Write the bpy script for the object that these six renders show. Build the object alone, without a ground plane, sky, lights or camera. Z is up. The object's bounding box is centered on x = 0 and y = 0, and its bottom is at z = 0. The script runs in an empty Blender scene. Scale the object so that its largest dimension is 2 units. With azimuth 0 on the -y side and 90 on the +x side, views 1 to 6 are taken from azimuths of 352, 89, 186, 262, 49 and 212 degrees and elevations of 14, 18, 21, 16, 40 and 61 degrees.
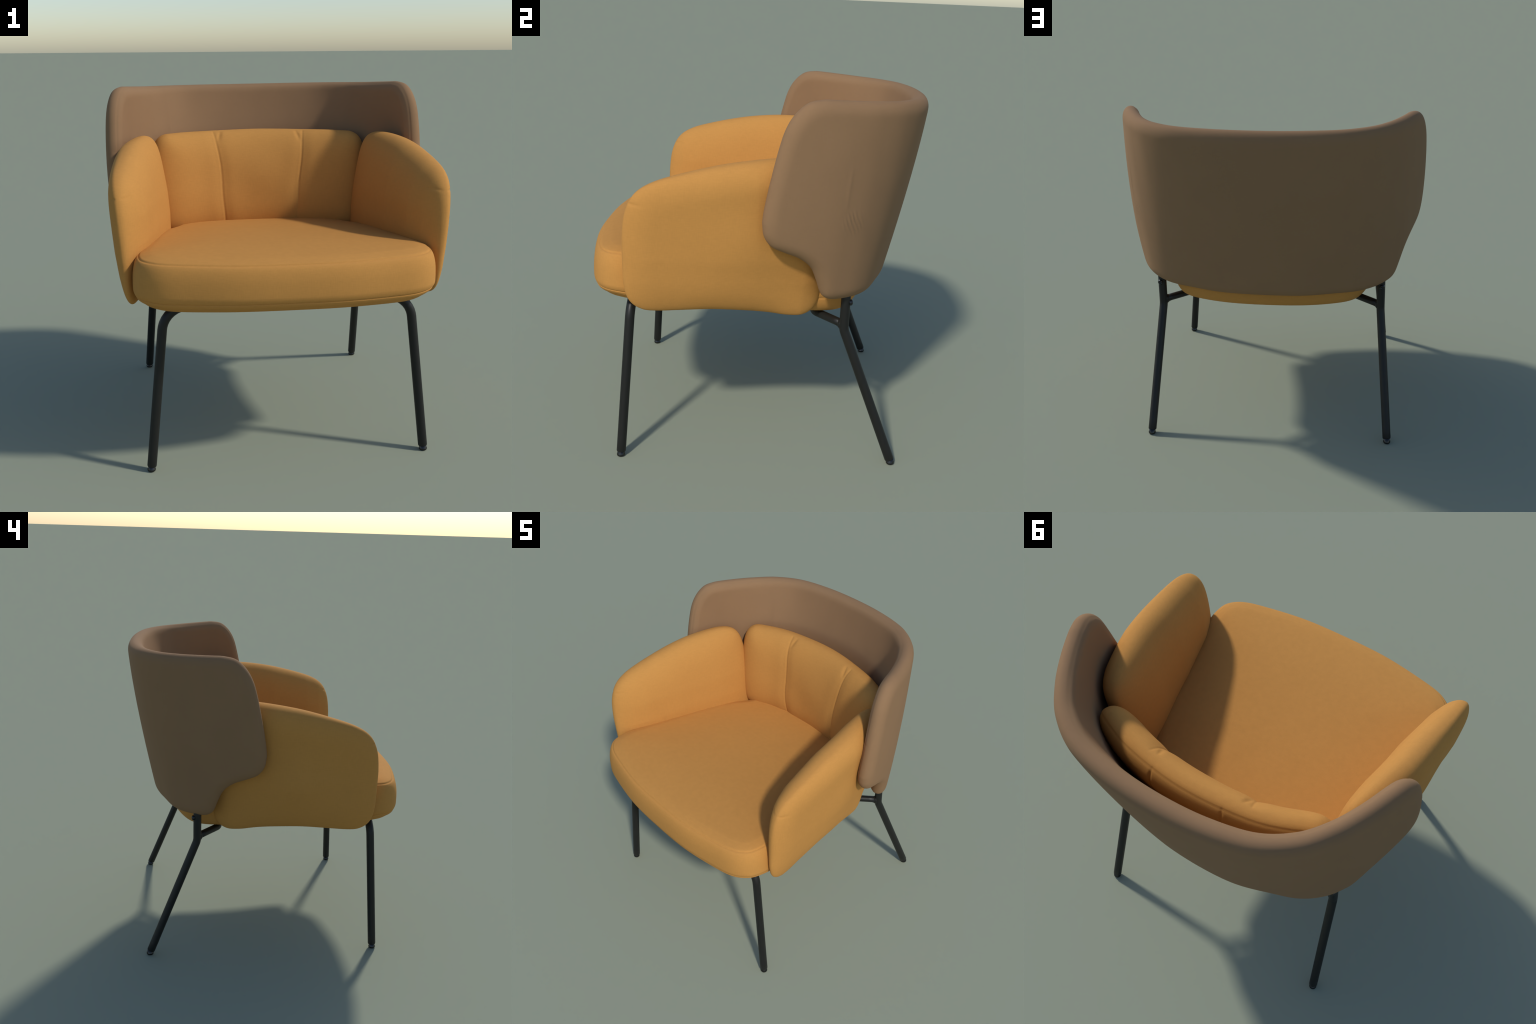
"""Low lounge armchair: mustard seat, arm and back pads, a taupe wrap-around shell, black tube legs."""
import bpy, bmesh, math
import numpy as np

YAW = math.radians(-1.4)          # the upholstery sits slightly twisted on its frame


# ------------------------------------------------------------------ helpers
def spline(points, n_per=14, closed=False):
    """Catmull-Rom curve through control points (any dimension)."""
    p = np.array(points, float)
    if closed:
        p = np.vstack([p[-1], p, p[0], p[1]])
    else:
        p = np.vstack([2 * p[0] - p[1], p, 2 * p[-1] - p[-2]])
    out = []
    for i in range(1, len(p) - 2):
        t = np.linspace(0, 1, n_per, endpoint=False)[:, None]
        a, b, c, d = p[i - 1], p[i], p[i + 1], p[i + 2]
        out.append(0.5 * (2 * b + (c - a) * t + (2 * a - 5 * b + 4 * c - d) * t ** 2
                          + (3 * b - a - 3 * c + d) * t ** 3))
    out = np.vstack(out)
    return out if closed else np.vstack([out, p[-2]])


def resample(path, n):
    seg = np.linalg.norm(np.diff(path, axis=0), axis=1)
    s = np.concatenate([[0], np.cumsum(seg)])
    t = np.linspace(0, s[-1], n)
    return np.stack([np.interp(t, s, path[:, k]) for k in range(path.shape[1])], 1)


def distance_to(points, loop):
    a, b = loop, np.roll(loop, -1, 0)
    ab = b - a
    L = np.maximum((ab ** 2).sum(1), 1e-12)
    out = np.empty(len(points))
    for i in range(0, len(points), 2000):
        q = points[i:i + 2000, None, :] - a[None]
        t = np.clip((q * ab).sum(2) / L, 0, 1)
        out[i:i + 2000] = np.sqrt(((q - t[..., None] * ab) ** 2).sum(2)).min(1)
    return out


def soft_distance(points, loop):
    """Distance to the outline without creases on its medial axis: near the outline
    the true distance, further in a power mean over the whole outline."""
    hard = distance_to(points, loop)
    ds = np.linalg.norm(np.roll(loop, -1, 0) - loop, axis=1)
    soft = np.empty(len(points))
    for i in range(0, len(points), 2000):
        q = ((points[i:i + 2000, None, :] - loop[None]) ** 2).sum(2) + 1e-9
        soft[i:i + 2000] = ((q ** -2.5) @ ds / (4 / 3)) ** -0.25
    w = np.clip((hard - 2 * ds.mean()) / (4 * ds.mean()), 0, 1)
    return hard * (1 - w) + soft * w


def pad_height(d, radius, power=2.0):
    t = np.clip(d / radius, 0, 1)
    return (1 - (1 - t) ** power) ** (1 / power)


def groove(d, at, width):
    return np.exp(-((d - at) / width) ** 2)


def yaw(v, angle=YAW):
    c, s = math.cos(angle), math.sin(angle)
    v = np.array(v, float)
    return np.stack([c * v[:, 0] - s * v[:, 1], s * v[:, 0] + c * v[:, 1], v[:, 2]], 1)


def make_object(name, verts, faces, material, parent=None):
    me = bpy.data.meshes.new(name)
    me.from_pydata([tuple(map(float, v)) for v in verts], [], faces)
    bm = bmesh.new()
    bm.from_mesh(me)
    bmesh.ops.remove_doubles(bm, verts=bm.verts, dist=1e-5)
    bmesh.ops.recalc_face_normals(bm, faces=bm.faces)
    bm.to_mesh(me)
    bm.free()
    me.shade_smooth()
    me.materials.append(material)
    ob = bpy.data.objects.new(name, me)
    bpy.context.scene.collection.objects.link(ob)
    ob.parent = parent
    return ob


def padded_panel(upper, lower, place, front, back, n=170, rings=26, spine=None):
    """A pad: an outline in (a, b), drawn as an upper and a lower half that share
    their end points, filled with rings towards a spine, bent by place(ab) and
    thickened on both sides by front(d, ab) and back(d, ab)."""
    up, lo = resample(upper, n), resample(lower, n)
    loop = np.vstack([up, lo[::-1][1:-1]])
    amin, amax = up[0, 0], up[-1, 0]
    mid = 0.5 * (up + lo)
    inset = 0.30 * (amax - amin) if spine is None else spine[0]
    level = mid[:, 1].mean() if spine is None else spine[1]
    along = np.clip((np.linspace(0, 1, n) - 0.15) / 0.70, 0, 1)      # both ends close as fans
    core = np.stack([amin + inset + (amax - amin - 2 * inset) * along, np.full(n, level)], 1)
    rad = np.linspace(0, 1, rings) ** 1.9
    grids = []
    for half in (up, lo):
        ab = half[None] * (1 - rad[:, None, None]) + core[None] * rad[:, None, None]
        grids.append(ab)
    ab = np.stack(grids).reshape(-1, 2)
    d = soft_distance(ab, resample(np.vstack([loop, loop[:1]]), 900)[:-1])
    d[np.concatenate([np.arange(n), rings * n + np.arange(n)])] = 0
    pos, nor = place(ab)
    vf = pos + nor * front(d, ab)[:, None]
    vb = pos - nor * back(d, ab)[:, None]
    verts = np.vstack([vf, vb])
    faces = []
    off = 2 * rings * n

    def idx(side, half, r, j):
        return side * off + half * rings * n + r * n + j
    for side in (0, 1):
        for half in (0, 1):
            for r in range(rings - 1):
                for j in range(n - 1):
                    q = [idx(side, half, r, j), idx(side, half, r, j + 1), idx(side, half, r + 1, j + 1), idx(side, half, r + 1, j)]
                    faces.append(q if (side + half) % 2 == 0 else q[::-1])
    # end fans: first and last column run from the outline tip to the core, shared by both halves
    return verts, faces


def tube(path, radius, sides=24, cap=True, round_end=0.0):
    p = np.array(path, float)
    tan = np.gradient(p, axis=0)
    tan /= np.linalg.norm(tan, axis=1)[:, None]
    ref = np.array([0.0, 1.0, 0.0]) if abs(tan[0][1]) < 0.8 else np.array([1.0, 0, 0])
    u = np.cross(tan[0], ref)
    u /= np.linalg.norm(u)
    ang = np.linspace(0, 2 * math.pi, sides, endpoint=False)
    rows = []
    for i in range(len(p)):
        u = u - tan[i] * (u @ tan[i])
        u /= np.linalg.norm(u)
        w = np.cross(tan[i], u)
        rows.append((p[i], u.copy(), w))
    verts, faces = [], []
    stations = [(c, u, w, radius) for c, u, w in rows]
    if round_end:
        k = round_end
        c, u, w = rows[0]
        stations = [(c, u, w, radius - k), (c + tan[0] * k * 0.3, u, w, radius - k * 0.3), (c + tan[0] * k, u, w, radius)] + stations[1:]
    for c, u, w, r in stations:
        for a in ang:
            verts.append(c + r * (math.cos(a) * u + math.sin(a) * w))
    m = len(stations)
    for i in range(m - 1):
        for j in range(sides):
            k = (j + 1) % sides
            faces.append([i * sides + j, i * sides + k, (i + 1) * sides + k, (i + 1) * sides + j])
    if cap:
        faces.append(list(range(sides))[::-1])
        faces.append([(m - 1) * sides + j for j in range(sides)])
    return verts, faces


def bent(points, radii, steps=10):
    """Polyline with circular-looking fillets at its inner points."""
    p = [np.array(q, float) for q in points]
    out = [p[0]]
    for i in range(1, len(p) - 1):
        a, b = p[i - 1] - p[i], p[i + 1] - p[i]
        a, b = a / np.linalg.norm(a), b / np.linalg.norm(b)
        half = math.acos(max(-1, min(1, a @ b))) / 2
        cut = radii[i - 1] / math.tan(half)
        s, e = p[i] + a * cut, p[i] + b * cut
        axis = (a + b) / np.linalg.norm(a + b)
        centre = p[i] + axis * radii[i - 1] / math.sin(half)
        for t in np.linspace(0, 1, steps):
            q = s * (1 - t) + e * t - centre
            out.append(centre + q / np.linalg.norm(q) * radii[i - 1])
    out.append(p[-1])
    dense = [out[0]]
    for q in out[1:]:
        gap = np.linalg.norm(q - dense[-1])
        if gap > 0.08:
            k = int(gap / 0.06)
            for t in range(1, k):
                dense.append(dense[-1] + (q - dense[-1]) / (k - t + 1))
        dense.append(q)
    return np.array(dense)


# ------------------------------------------------------------------ materials
def fabric(name, colour, dark, light, weave, bump, rough=0.9, sheen=0.12):
    m = bpy.data.materials.new(name)
    m.use_nodes = True
    nt = m.node_tree
    N, L = nt.nodes, nt.links
    b = N["Principled BSDF"]
    tc = N.new("ShaderNodeTexCoord")
    cloud = N.new("ShaderNodeTexNoise")
    cloud.inputs["Scale"].default_value = 5.0
    cloud.inputs["Detail"].default_value = 4.0
    L.new(tc.outputs["Object"], cloud.inputs["Vector"])
    ramp = N.new("ShaderNodeValToRGB")
    ramp.color_ramp.elements[0].position = 0.3
    ramp.color_ramp.elements[0].color = (*dark, 1)
    ramp.color_ramp.elements[1].position = 0.7
    ramp.color_ramp.elements[1].color = (*light, 1)
    mid = ramp.color_ramp.elements.new(0.5)
    mid.color = (*colour, 1)
    L.new(cloud.outputs["Fac"], ramp.inputs["Fac"])
    # woven grain: two crossed, stretched noises
    grains = []
    for stretch in ((1.0, 1.0, 0.16), (0.16, 0.16, 1.0)):
        mp = N.new("ShaderNodeMapping")
        mp.inputs["Scale"].default_value = tuple(weave * s for s in stretch)
        L.new(tc.outputs["Object"], mp.inputs["Vector"])
        g = N.new("ShaderNodeTexNoise")
        g.inputs["Scale"].default_value = 1.0
        g.inputs["Detail"].default_value = 2.0
        L.new(mp.outputs["Vector"], g.inputs["Vector"])
        grains.append(g)
    add = N.new("ShaderNodeMath")
    add.operation = "ADD"
    L.new(grains[0].outputs["Fac"], add.inputs[0])
    L.new(grains[1].outputs["Fac"], add.inputs[1])
    half = N.new("ShaderNodeMath")
    half.operation = "MULTIPLY"
    half.inputs[1].default_value = 0.5
    L.new(add.outputs[0], half.inputs[0])
    tone = N.new("ShaderNodeMapRange")
    tone.inputs["From Min"].default_value = 0.3
    tone.inputs["From Max"].default_value = 0.7
    tone.inputs["To Min"].default_value = 1.0 - bump * 0.35
    tone.inputs["To Max"].default_value = 1.0 + bump * 0.35
    L.new(half.outputs[0], tone.inputs["Value"])
    mix = N.new("ShaderNodeMix")
    mix.data_type = "RGBA"
    mix.blend_type = "MULTIPLY"
    mix.inputs["Factor"].default_value = 1.0
    L.new(ramp.outputs["Color"], mix.inputs[6])
    L.new(tone.outputs["Result"], mix.inputs[7])
    L.new(mix.outputs[2], b.inputs["Base Color"])
    bp = N.new("ShaderNodeBump")
    bp.inputs["Strength"].default_value = bump
    bp.inputs["Distance"].default_value = 0.004
    L.new(half.outputs[0], bp.inputs["Height"])
    L.new(bp.outputs["Normal"], b.inputs["Normal"])
    b.inputs["Roughness"].default_value = rough
    b.inputs["Specular IOR Level"].default_value = 0.15
    b.inputs["Sheen Weight"].default_value = sheen
    b.inputs["Sheen Roughness"].default_value = 0.5
    b.inputs["Sheen Tint"].default_value = (*light, 1)
    return m


def coated(name, colour, rough, spec, metallic=0.0):
    m = bpy.data.materials.new(name)
    m.use_nodes = True
    nt = m.node_tree
    N, L = nt.nodes, nt.links
    b = N["Principled BSDF"]
    tc = N.new("ShaderNodeTexCoord")
    n = N.new("ShaderNodeTexNoise")
    n.inputs["Scale"].default_value = 60.0
    L.new(tc.outputs["Object"], n.inputs["Vector"])
    r = N.new("ShaderNodeMapRange")
    r.inputs["To Min"].default_value = rough - 0.06
    r.inputs["To Max"].default_value = rough + 0.06
    L.new(n.outputs["Fac"], r.inputs["Value"])
    L.new(r.outputs["Result"], b.inputs["Roughness"])
    b.inputs["Base Color"].default_value = (*colour, 1)
    b.inputs["Specular IOR Level"].default_value = spec
    b.inputs["Metallic"].default_value = metallic
    return m


def shade(c, k):
    return tuple(min(1.0, v * k) for v in c)


MUSTARD = (0.528, 0.252, 0.064)
TAUPE = (0.270, 0.160, 0.083)
mustard = fabric("mustard_wool", MUSTARD, shade(MUSTARD, 0.99), shade(MUSTARD, 1.01), 190.0, 0.13)
taupe = fabric("taupe_felt", TAUPE, shade(TAUPE, 0.98), shade(TAUPE, 1.02), 260.0, 0.06, sheen=0.2)


def pucker(m, at, reach):
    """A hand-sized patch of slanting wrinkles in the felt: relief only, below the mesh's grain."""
    nt = m.node_tree
    N, L = nt.nodes, nt.links
    old = next(n for n in N if n.type == "BUMP")
    tc = N.new("ShaderNodeTexCoord")
    dist = N.new("ShaderNodeVectorMath")
    dist.operation = "DISTANCE"
    dist.inputs[1].default_value = at
    L.new(tc.outputs["Object"], dist.inputs[0])
    mask = N.new("ShaderNodeMapRange")
    mask.interpolation_type = "SMOOTHSTEP"
    mask.inputs["From Min"].default_value = reach
    mask.inputs["From Max"].default_value = reach * 0.3
    L.new(dist.outputs["Value"], mask.inputs["Value"])
    turn = N.new("ShaderNodeMapping")
    turn.inputs["Rotation"].default_value = (math.radians(-22), 0, 0)
    L.new(tc.outputs["Object"], turn.inputs["Vector"])
    wave = N.new("ShaderNodeTexWave")
    wave.bands_direction = "Y"
    wave.inputs["Scale"].default_value = 16.0
    wave.inputs["Distortion"].default_value = 3.5
    wave.inputs["Detail"].default_value = 1.0
    wave.inputs["Detail Scale"].default_value = 0.6
    L.new(turn.outputs["Vector"], wave.inputs["Vector"])
    mul = N.new("ShaderNodeMath")
    mul.operation = "MULTIPLY"
    L.new(wave.outputs["Fac"], mul.inputs[0])
    L.new(mask.outputs["Result"], mul.inputs[1])
    bp = N.new("ShaderNodeBump")
    bp.inputs["Strength"].default_value = 0.6
    bp.inputs["Distance"].default_value = 0.004
    L.new(mul.outputs[0], bp.inputs["Height"])
    L.new(old.outputs["Normal"], bp.inputs["Normal"])
    L.new(bp.outputs["Normal"], N["Principled BSDF"].inputs["Normal"])


pucker(taupe, (0.80, 0.47, 1.40), 0.085)
steel = coated("black_powder_coat", (0.011, 0.011, 0.010), 0.45, 0.35)
rubber = coated("black_glide", (0.006, 0.006, 0.007), 0.18, 0.5)

# ------------------------------------------------------------------ the chair
chair = bpy.data.objects.new("armchair", None)
bpy.context.scene.collection.objects.link(chair)
chair["label"] = "mustard lounge armchair with taupe wrap-around back and black legs"
chair["category"] = "armchair"

# ---------------------------------------------------------------- seat cushion
seat_half = [(0.0, -0.917), (0.28, -0.908), (0.54, -0.866), (0.685, -0.826), (0.770, -0.760), (0.800, -0.675),
             (0.80, -0.55), (0.765, -0.30), (0.72, 0.0), (0.67, 0.25), (0.625, 0.42), (0.565, 0.52),
             (0.45, 0.585), (0.25, 0.635), (0.0, 0.65)]
seat_loop = seat_half + [(-x, y) for x, y in seat_half[-2:0:-1]]
outline = spline(seat_loop, 16, closed=True)
outline = resample(np.vstack([outline, outline[:1]]), 321)[:-1]
tang = np.roll(outline, -1, 0) - np.roll(outline, 1, 0)
inward = np.stack([-tang[:, 1], tang[:, 0]], 1)
inward /= np.linalg.norm(inward, axis=1)[:, None]
# profile from the underside up over the front band to the top seam: (inset, height)
profile = spline([(0.095, 0.829), (0.065, 0.838), (0.040, 0.857), (0.021, 0.889), (0.011, 0.928), (0.002, 0.978), (0.0, 1.03),
                  (0.004, 1.085), (0.016, 1.127), (0.034, 1.149), (0.060, 1.159), (0.095, 1.167)], 12)
seam_top, seam_low = np.array([0.034, 1.149]), np.array([0.011, 0.928])
ptan = np.gradient(profile, axis=0)
pnor = np.stack([-ptan[:, 1], ptan[:, 0]], 1)
pnor /= np.linalg.norm(pnor, axis=1)[:, None]
dent = 0.0038 * np.exp(-(np.linalg.norm(profile - seam_top, axis=1) / 0.006) ** 2) \
    + 0.004 * np.exp(-(np.linalg.norm(profile - seam_low, axis=1) / 0.006) ** 2)
profile = profile + np.abs(pnor) * dent[:, None] * np.array([1, -1])


seat_fall = spline([(-1.0, 0.004), (-0.92, 0.009), (-0.75, 0.020), (-0.55, 0.020), (-0.25, 0.001), (0.0, -0.017), (0.3, -0.040), (0.7, -0.068)], 12)


def seat_top_tilt(y):
    return np.interp(y, seat_fall[:, 0], seat_fall[:, 1])


def seat_bottom_tilt(y):
    return np.interp(y, [-0.95, -0.7, -0.3, 0.0, 0.4, 0.65], [0.082, 0.070, 0.042, 0.022, -0.006, -0.015])


seat_rows = []
for inset, z in profile:
    xy = outline + inward * inset
    lift = np.clip((z - 1.0) / 0.15, 0, 1)
    low = np.clip((1.0 - z) / 0.15, 0, 1)
    zz = z + lift * seat_top_tilt(xy[:, 1]) + low * seat_bottom_tilt(xy[:, 1])
    zz = zz + low * 0.022 * np.exp(-((np.abs(xy[:, 0]) - 0.80) / 0.13) ** 2 - ((xy[:, 1] + 0.74) / 0.16) ** 2)
    # the top narrows at the rear corners, where the arm and back pads press on it
    press = lift * 0.07 * np.exp(-((np.abs(xy[:, 0]) - 0.61) / 0.11) ** 2 - ((xy[:, 1] - 0.42) / 0.17) ** 2)
    xy = xy - press[:, None] * np.stack([np.sign(xy[:, 0]) * 0.7, np.full(len(xy), 0.7)], 1)
    seat_rows.append(np.column_stack([xy, zz]))


def inner_rows(edge, tilt, rise, count):
    centre = np.array([0.0, -0.15])
    flat = edge[:, 2] - tilt(edge[:, 1])
    rows = []
    for k in range(1, count + 1):
        t = k / count
        r = edge.copy()
        r[:, :2] = edge[:, :2] * (1 - t) + centre * t
        r[:, 2] = flat * (1 - t) + flat.mean() * t + tilt(r[:, 1]) + rise * (1 - (1 - t) ** 2.5)
        rows.append(r)
    return rows


rows = inner_rows(seat_rows[0], seat_bottom_tilt, -0.004, 20)[::-1] + seat_rows + inner_rows(seat_rows[-1], seat_top_tilt, 0.018, 30)
n = len(outline)
verts = yaw(np.vstack(rows))
faces = []
for i in range(len(rows) - 1):
    for j in range(n):
        k = (j + 1) % n
        faces.append([i * n + j, i * n + k, (i + 1) * n + k, (i + 1) * n + j])
make_object("seat_cushion", verts, faces, mustard, chair)

# ---------------------------------------------------------------- armrests
arm_mid = spline([(-0.75, 0.862), (-0.62, 0.866), (-0.45, 0.858), (-0.20, 0.815), (0.0, 0.775), (0.20, 0.720), (0.38, 0.665), (0.50, 0.63)], 20)
arm_out = np.array([(-0.75, 0.050), (-0.60, 0.053), (-0.45, 0.058), (-0.2, 0.085), (0.0, 0.100), (0.25, 0.100), (0.45, 0.085)])
arm_in = np.array([(-0.75, 0.070), (-0.63, 0.090), (-0.55, 0.120), (-0.43, 0.145), (-0.15, 0.140), (0.14, 0.100), (0.45, 0.055)])
arm_trim = {1: np.array([(-0.6, 0.0), (-0.43, -0.008), (0.0, 0.0), (0.14, 0.016), (0.45, 0.022)]), -1: np.array([(-0.6, 0.0), (-0.43, -0.016), (-0.15, -0.012), (0.1, 0.008), (0.45, 0.014)])}
arm_puff = {1: (0.012, -0.06, 1.28), -1: (0.022, -0.17, 1.17)}       # depth, y, z of the fullest place
arm_lean = np.array([(-0.65, 0.07), (-0.40, 0.12), (0.0, 0.155), (0.4, 0.15)])
arm_upper = spline([(-0.652, 1.15), (-0.650, 1.30), (-0.632, 1.42), (-0.585, 1.51), (-0.50, 1.567), (-0.36, 1.612),
                    (-0.17, 1.658), (0.0, 1.685), (0.15, 1.698), (0.27, 1.696), (0.350, 1.667), (0.392, 1.60), (0.408, 1.49), (0.412, 1.30)], 14)
arm_lower = spline([(-0.652, 1.15), (-0.648, 1.03), (-0.625, 0.945), (-0.57, 0.896), (-0.48, 0.880), (-0.2, 0.880), (0.05, 0.861), (0.19, 0.840),
                    (0.285, 0.845), (0.346, 0.900), (0.378, 1.03), (0.397, 1.15), (0.412, 1.30)], 14)


def arm_place(ab):
    x = np.interp(ab[:, 0], arm_mid[:, 0], arm_mid[:, 1])
    dx = np.interp(ab[:, 0] + 0.02, arm_mid[:, 0], arm_mid[:, 1]) - np.interp(ab[:, 0] - 0.02, arm_mid[:, 0], arm_mid[:, 1])
    slope = dx / 0.04
    lean = np.interp(ab[:, 0], arm_lean[:, 0], arm_lean[:, 1])
    pos = np.stack([x + lean * (ab[:, 1] - 1.47) + np.interp(ab[:, 0], [-0.5, -0.2, 0.0, 0.12, 0.25], [0.0, 0.06, 0.28, 0.50, 0.75]) * np.clip(1.09 - ab[:, 1], 0, 1) ** 2, ab[:, 0], ab[:, 1]], 1)
    nor = np.stack([np.ones(len(x)), -slope, -lean], 1)
    return pos, nor / np.linalg.norm(nor, axis=1)[:, None]


def arm_thick(d, ab, table, radius, power):
    T = np.interp(ab[:, 0], table[:, 0], table[:, 1])
    h = T * pad_height(d, radius, power)
    # short cross seam on the rounded front edge
    edge = np.exp(-(d / 0.05) ** 2) * (ab[:, 0] < -0.4)
    return h - 0.0045 * edge * groove(ab[:, 1], 1.465, 0.0065) * np.clip(d / 0.004, 0, 1)


for mirror in (1, -1):
    def arm_outside(d, ab):
        depth, y, z = arm_puff[mirror]
        puff = np.exp(-((ab[:, 0] - y) / 0.16) ** 2 - ((ab[:, 1] - z) / 0.14) ** 2)
        fade = np.interp(ab[:, 1], [0.86, 0.95, 1.05, 1.18], [0.55, 0.70, 0.88, 1.0])
        return arm_thick(d, ab, arm_out, 0.14, 2.1) * fade + depth * puff

    def arm_inside(d, ab):
        table = arm_in.copy()
        table[:, 1] += np.interp(table[:, 0], arm_trim[mirror][:, 0], arm_trim[mirror][:, 1])
        fade = np.interp(ab[:, 1], [0.9, 1.05, 1.2, 1.35], [0.45, 0.62, 0.88, 1.0])
        return arm_thick(d, ab, table, 0.25, 2.3) * fade

    v, f = padded_panel(arm_upper, arm_lower, arm_place, arm_outside, arm_inside, n=400, rings=30)
    v = v * np.array([mirror, 1, 1])
    make_object("armrest", yaw(v), f, mustard, chair)

# ---------------------------------------------------------------- back cushion
bc_upper = spline([(-0.685, 1.35), (-0.688, 1.50), (-0.672, 1.615), (-0.625, 1.672), (-0.54, 1.684), (-0.30, 1.688), (0.0, 1.693),
                   (0.30, 1.688), (0.54, 1.684), (0.625, 1.672), (0.672, 1.615), (0.688, 1.50), (0.685, 1.35)], 14)
bc_lower = spline([(-0.685, 1.35), (-0.675, 1.20), (-0.65, 1.09), (-0.58, 1.03), (-0.45, 1.01), (0.0, 1.0), (0.45, 1.01),
                   (0.58, 1.03), (0.65, 1.09), (0.675, 1.20), (0.685, 1.35)], 14)


def bc_place(ab):
    x, z = ab[:, 0], ab[:, 1]
    y = 0.590 + 0.155 * (z - 1.42) - 0.36 * x ** 2 + 0.17 * np.clip(1.30 - z, 0, 1) ** 1.5 + 0.010 * np.exp(-((x + 0.38) / 0.15) ** 2) + 0.006 * np.exp(-((x - 0.45) / 0.12) ** 2) - 0.018 * np.exp(-((x - 0.02) / 0.18) ** 2 - ((z - 1.4) / 0.13) ** 2)
    pos = np.stack([x, y, z], 1)
    nor = np.stack([-0.72 * x, -np.ones(len(x)), np.full(len(x), 0.17)], 1)
    return pos, nor / np.linalg.norm(nor, axis=1)[:, None]


def bc_seam(ab):
    at = 0.245 + 0.05 * np.clip((ab[:, 1] - 1.13) / 0.55, -0.3, 1.1)
    at = at + 0.004 * np.sin(ab[:, 1] * 17 + ab[:, 0] * 3)
    return np.where(ab[:, 0] > 0, ab[:, 0] - 0.016, -ab[:, 0]) - at


def bc_front(d, ab):
    h = 0.122 * pad_height(d, 0.24, 2.2)
    s = bc_seam(ab)
    pinch = 0.009 * np.exp(-(s / 0.045) ** 2) + 0.004 * np.exp(-(s / 0.008) ** 2)
    tucks = 0.008 * np.exp(-((s + 0.035 + 0.5 * (ab[:, 1] - 1.65)) / 0.012) ** 2) * np.exp(-((ab[:, 1] - 1.650) / 0.03) ** 2)
    return h - (pinch + tucks) * np.clip(d / 0.018, 0, 1)


def bc_back(d, ab):
    h = 0.085 * pad_height(d, 0.14, 2.0)
    s = np.abs(ab[:, 0] - 0.03) - 0.2
    return h - 0.004 * groove(d, 0.010, 0.003) - 0.006 * np.exp(-(s / 0.008) ** 2) * np.clip(d / 0.03, 0, 1)


v, f = padded_panel(bc_upper, bc_lower, bc_place, bc_front, bc_back, n=440, rings=34, spine=(0.13, 1.35))
make_object("back_cushion", yaw(v), f, mustard, chair)

# ---------------------------------------------------------------- back shell
top_plan = [(0.0, 0.925), (0.25, 0.910), (0.487, 0.857), (0.657, 0.752), (0.768, 0.617), (0.850, 0.468), (0.910, 0.32), (0.957, 0.17), (0.988, 0.02), (1.005, -0.13)]
low_plan = [(0.0, 0.735), (0.24, 0.720), (0.436, 0.665), (0.582, 0.616), (0.690, 0.541), (0.764, 0.442), (0.818, 0.32), (0.858, 0.17), (0.885, 0.02), (0.905, -0.13)]


def both_sides(plan):
    full = [(-x, y) for x, y in plan[:0:-1]] + plan
    return spline(full, 60)


top_curve, low_curve = both_sides(top_plan), both_sides(low_plan)
station = np.linspace(-9, 9, len(top_curve))
SHELL_T = 0.052


shell_bow = spline([(0.0, 1.35), (1.5, 1.25), (3.3, 1.2), (4.6, 1.7), (6.0, 2.45), (10.0, 2.6)], 20)


def shell_outer(a, z):
    t = np.clip((z - 0.93) / 1.05, -0.05, 1.02)
    power = np.interp(np.abs(a), shell_bow[:, 0], shell_bow[:, 1])
    w = 1 - (1 - np.clip(t, 0, 1)) ** power
    w = np.where(t < 0, t * power, w)
    out = []
    for k in (0, 1):
        lo = np.interp(a, station, low_curve[:, k])
        hi = np.interp(a, station, top_curve[:, k])
        out.append(lo + (hi - lo) * w)
    return np.stack([out[0], out[1], z], 1)


def shell_place(ab):
    a, z = ab[:, 0] / 0.15, ab[:, 1]
    e = 0.12
    p = shell_outer(a, z)
    da = shell_outer(a + e, z) - shell_outer(a - e, z)
    dz = shell_outer(a, z + 0.01) - shell_outer(a, z - 0.01)
    nor = np.cross(dz, da)
    nor /= np.linalg.norm(nor, axis=1)[:, None]
    q = p - nor * SHELL_T
    q[:, 0] += 0.009 * (2.0 - q[:, 2]) - 0.003
    q[:, 2] += 0.0075 * (q[:, 0] / 0.9) - 0.0065          # hangs a little lower on one side
    return q, nor


def side_a(y):                      # distance along the plan curve, from the y of a side point
    return 0.15 * (5 + (0.466 - y) / 0.15)


shell_edge = [(side_a(0.40), 1.999), (side_a(0.33), 2.000), (side_a(0.258), 1.985), (side_a(0.198), 1.935), (side_a(0.155), 1.865), (side_a(0.125), 1.77),
              (side_a(0.09), 1.615), (side_a(0.063), 1.47), (side_a(0.055), 1.40)]
shell_under = [(side_a(0.055), 1.40), (side_a(0.066), 1.33), (side_a(0.105), 1.275), (side_a(0.17), 1.243), (side_a(0.25), 1.207), (side_a(0.315), 1.150),
               (side_a(0.355), 1.07), (side_a(0.385), 1.00), (side_a(0.42), 0.972), (side_a(0.47), 0.960), (0.64, 0.955), (0.45, 0.945), (0.25, 0.94)]
right_top = [(0.0, 1.982), (0.2, 1.983), (0.40, 1.985), (0.60, 1.990)] + shell_edge
sh_upper = spline([(-a, z) for a, z in right_top[:0:-1]] + right_top, 14)
right_low = [(0.0, 0.94)] + shell_under[::-1]
sh_lower = spline([(-a, z) for a, z in right_low[:0:-1]] + right_low, 14)


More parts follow.
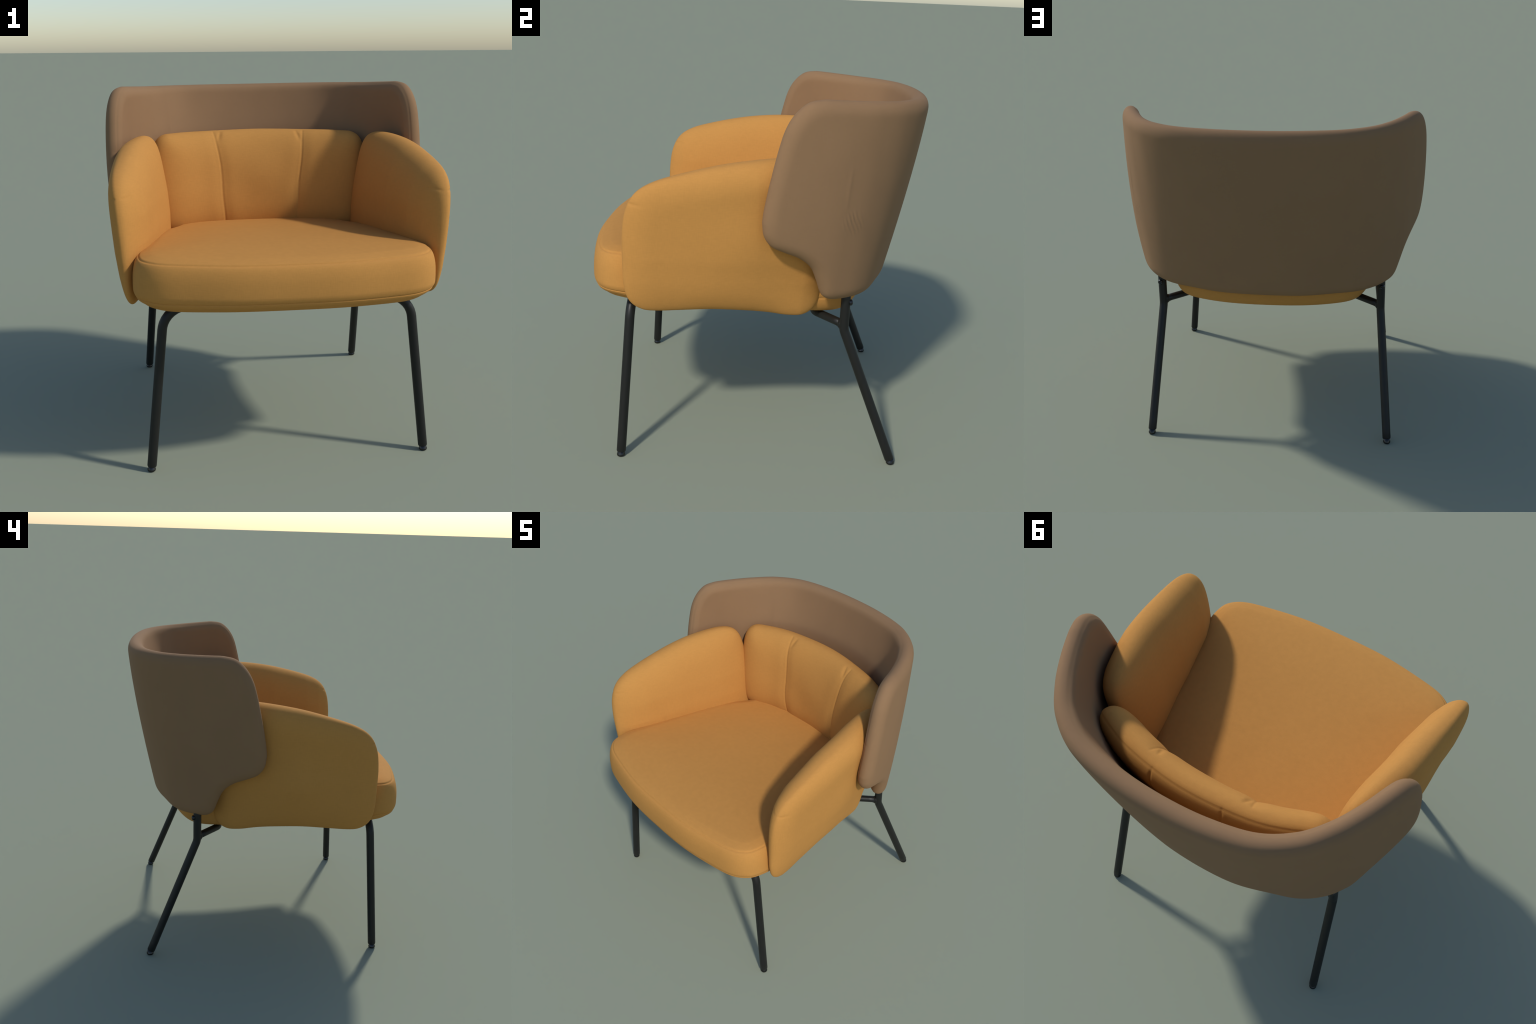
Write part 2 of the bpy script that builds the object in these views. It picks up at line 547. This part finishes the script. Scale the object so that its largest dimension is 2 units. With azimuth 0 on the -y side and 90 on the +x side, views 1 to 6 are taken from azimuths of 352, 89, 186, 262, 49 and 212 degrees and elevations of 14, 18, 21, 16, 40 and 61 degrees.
def shell_out(d, ab):
    h = SHELL_T * pad_height(d, 0.07, 2.0)
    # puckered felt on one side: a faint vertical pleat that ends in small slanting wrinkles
    a, z = ab[:, 0], ab[:, 1]
    line = 0.735 + 0.085 * (1.72 - z)
    pleat = np.exp(-((a - line) / 0.008) ** 2) * np.exp(-((z - 1.58) / 0.09) ** 4)
    return h + 0.0022 * pleat


def shell_in(d, ab):
    swell = 1 + 0.45 * np.clip((d - 0.05) / 0.25, 0, 1) * np.clip((0.70 - np.abs(ab[:, 0])) / 0.25, -0.8, 1)
    return SHELL_T * swell * pad_height(d, 0.06, 2.0) - 0.003 * groove(d, 0.012, 0.004) \
        - 0.004 * groove(ab[:, 1], 1.63, 0.006) * np.exp(-(d / 0.035) ** 2) * (np.abs(ab[:, 0]) > 0.75)


v, f = padded_panel(sh_upper, sh_lower, shell_place, shell_out, shell_in, n=480, rings=32, spine=(0.16, 1.50))
make_object("back_shell", yaw(v, YAW * 1.25), f, taupe, chair)

# ---------------------------------------------------------------- tube frame
R = 0.0255


def mirrored(path, s):
    return np.array(path) * np.array([s, 1, 1])


for s in (1, -1):
    front = bent([(0.760, -0.705, 0.022), (0.664, -0.657, 0.902), (0.30, -0.640, 0.902)], [0.135])
    v, f = tube(mirrored(front, s), R, round_end=0.008)
    leg = make_object("front_leg", v, f, steel, chair)
    rear = bent([(0.744, 0.785, 0.022), (0.690, 0.482, 0.775), (0.689, 0.482, 1.02)], [0.10])
    v, f = tube(mirrored(rear, s), R, round_end=0.008)
    rear_leg = make_object("rear_leg", v, f, steel, chair)
    for foot, owner in (((0.762, -0.706), leg), ((0.745, 0.789), rear_leg)):
        pts = []
        ang = np.linspace(0, 2 * math.pi, 24, endpoint=False)
        prof = [(0.012, 0.0), (0.020, 0.0), (0.0225, 0.004), (0.0225, 0.012), (0.019, 0.016), (0.019, 0.034)]
        for r, z in prof:
            for a in ang:
                pts.append((s * foot[0] + r * math.cos(a), foot[1] + r * math.sin(a), z))
        fc = [[i * 24 + j, i * 24 + (j + 1) % 24, (i + 1) * 24 + (j + 1) % 24, (i + 1) * 24 + j] for i in range(len(prof) - 1) for j in range(24)]
        fc += [list(range(24)), [(len(prof) - 1) * 24 + j for j in range(24)]]
        make_object("foot_glide", pts, fc, rubber, owner)
    # domed screw head at the back of the upper rear leg
    pts, ang = [], np.linspace(0, 2 * math.pi, 20, endpoint=False)
    prof = [(0.017, 0.018), (0.017, 0.028), (0.014, 0.034), (0.008, 0.037), (0.007, 0.031), (0.001, 0.031)]
    for r, y in prof:
        for a in ang:
            pts.append((s * 0.695 + r * math.cos(a), 0.482 + y, 0.930 + r * math.sin(a)))
    fc = [[i * 20 + j, i * 20 + (j + 1) % 20, (i + 1) * 20 + (j + 1) % 20, (i + 1) * 20 + j] for i in range(len(prof) - 1) for j in range(20)]
    make_object("screw", pts, fc, rubber, rear_leg)

bar = bent([(0.690, 0.482, 0.802), (0.52, 0.332, 0.804), (-0.52, 0.332, 0.804), (-0.690, 0.482, 0.802)], [0.07, 0.07])
v, f = tube(bar, 0.0225)
rear_bar = make_object("crossbar", v, f, steel, chair)
for s in (1, -1):                   # flared weld where the bar meets the leg
    pts, fc, ang = [], [], np.linspace(0, 2 * math.pi, 20, endpoint=False)
    leg_at, bar_at = np.array([s * 0.690, 0.482, 0.800]), np.array([s * 0.52, 0.332, 0.804])
    axis = (bar_at - leg_at) / np.linalg.norm(bar_at - leg_at)
    side = np.cross(axis, (0, 0, 1.0))
    up = np.cross(side, axis)
    prof = [(0.006, 0.034), (0.018, 0.034), (0.026, 0.030), (0.034, 0.0255), (0.046, 0.0232), (0.05, 0.020)]
    for along, r in prof:
        for a in ang:
            pts.append(leg_at + axis * along + r * (math.cos(a) * side * 0.75 + math.sin(a) * up))
    fc = [[i * 20 + j, i * 20 + (j + 1) % 20, (i + 1) * 20 + (j + 1) % 20, (i + 1) * 20 + j] for i in range(len(prof) - 1) for j in range(20)]
    fc += [list(range(20)), [(len(prof) - 1) * 20 + j for j in range(20)]]
    make_object("weld", pts, fc, steel, rear_bar)
bar = bent([(0.32, -0.640, 0.902), (-0.32, -0.640, 0.902)], [])
v, f = tube(bar, R - 0.001)
make_object("crossbar", v, f, steel, chair)
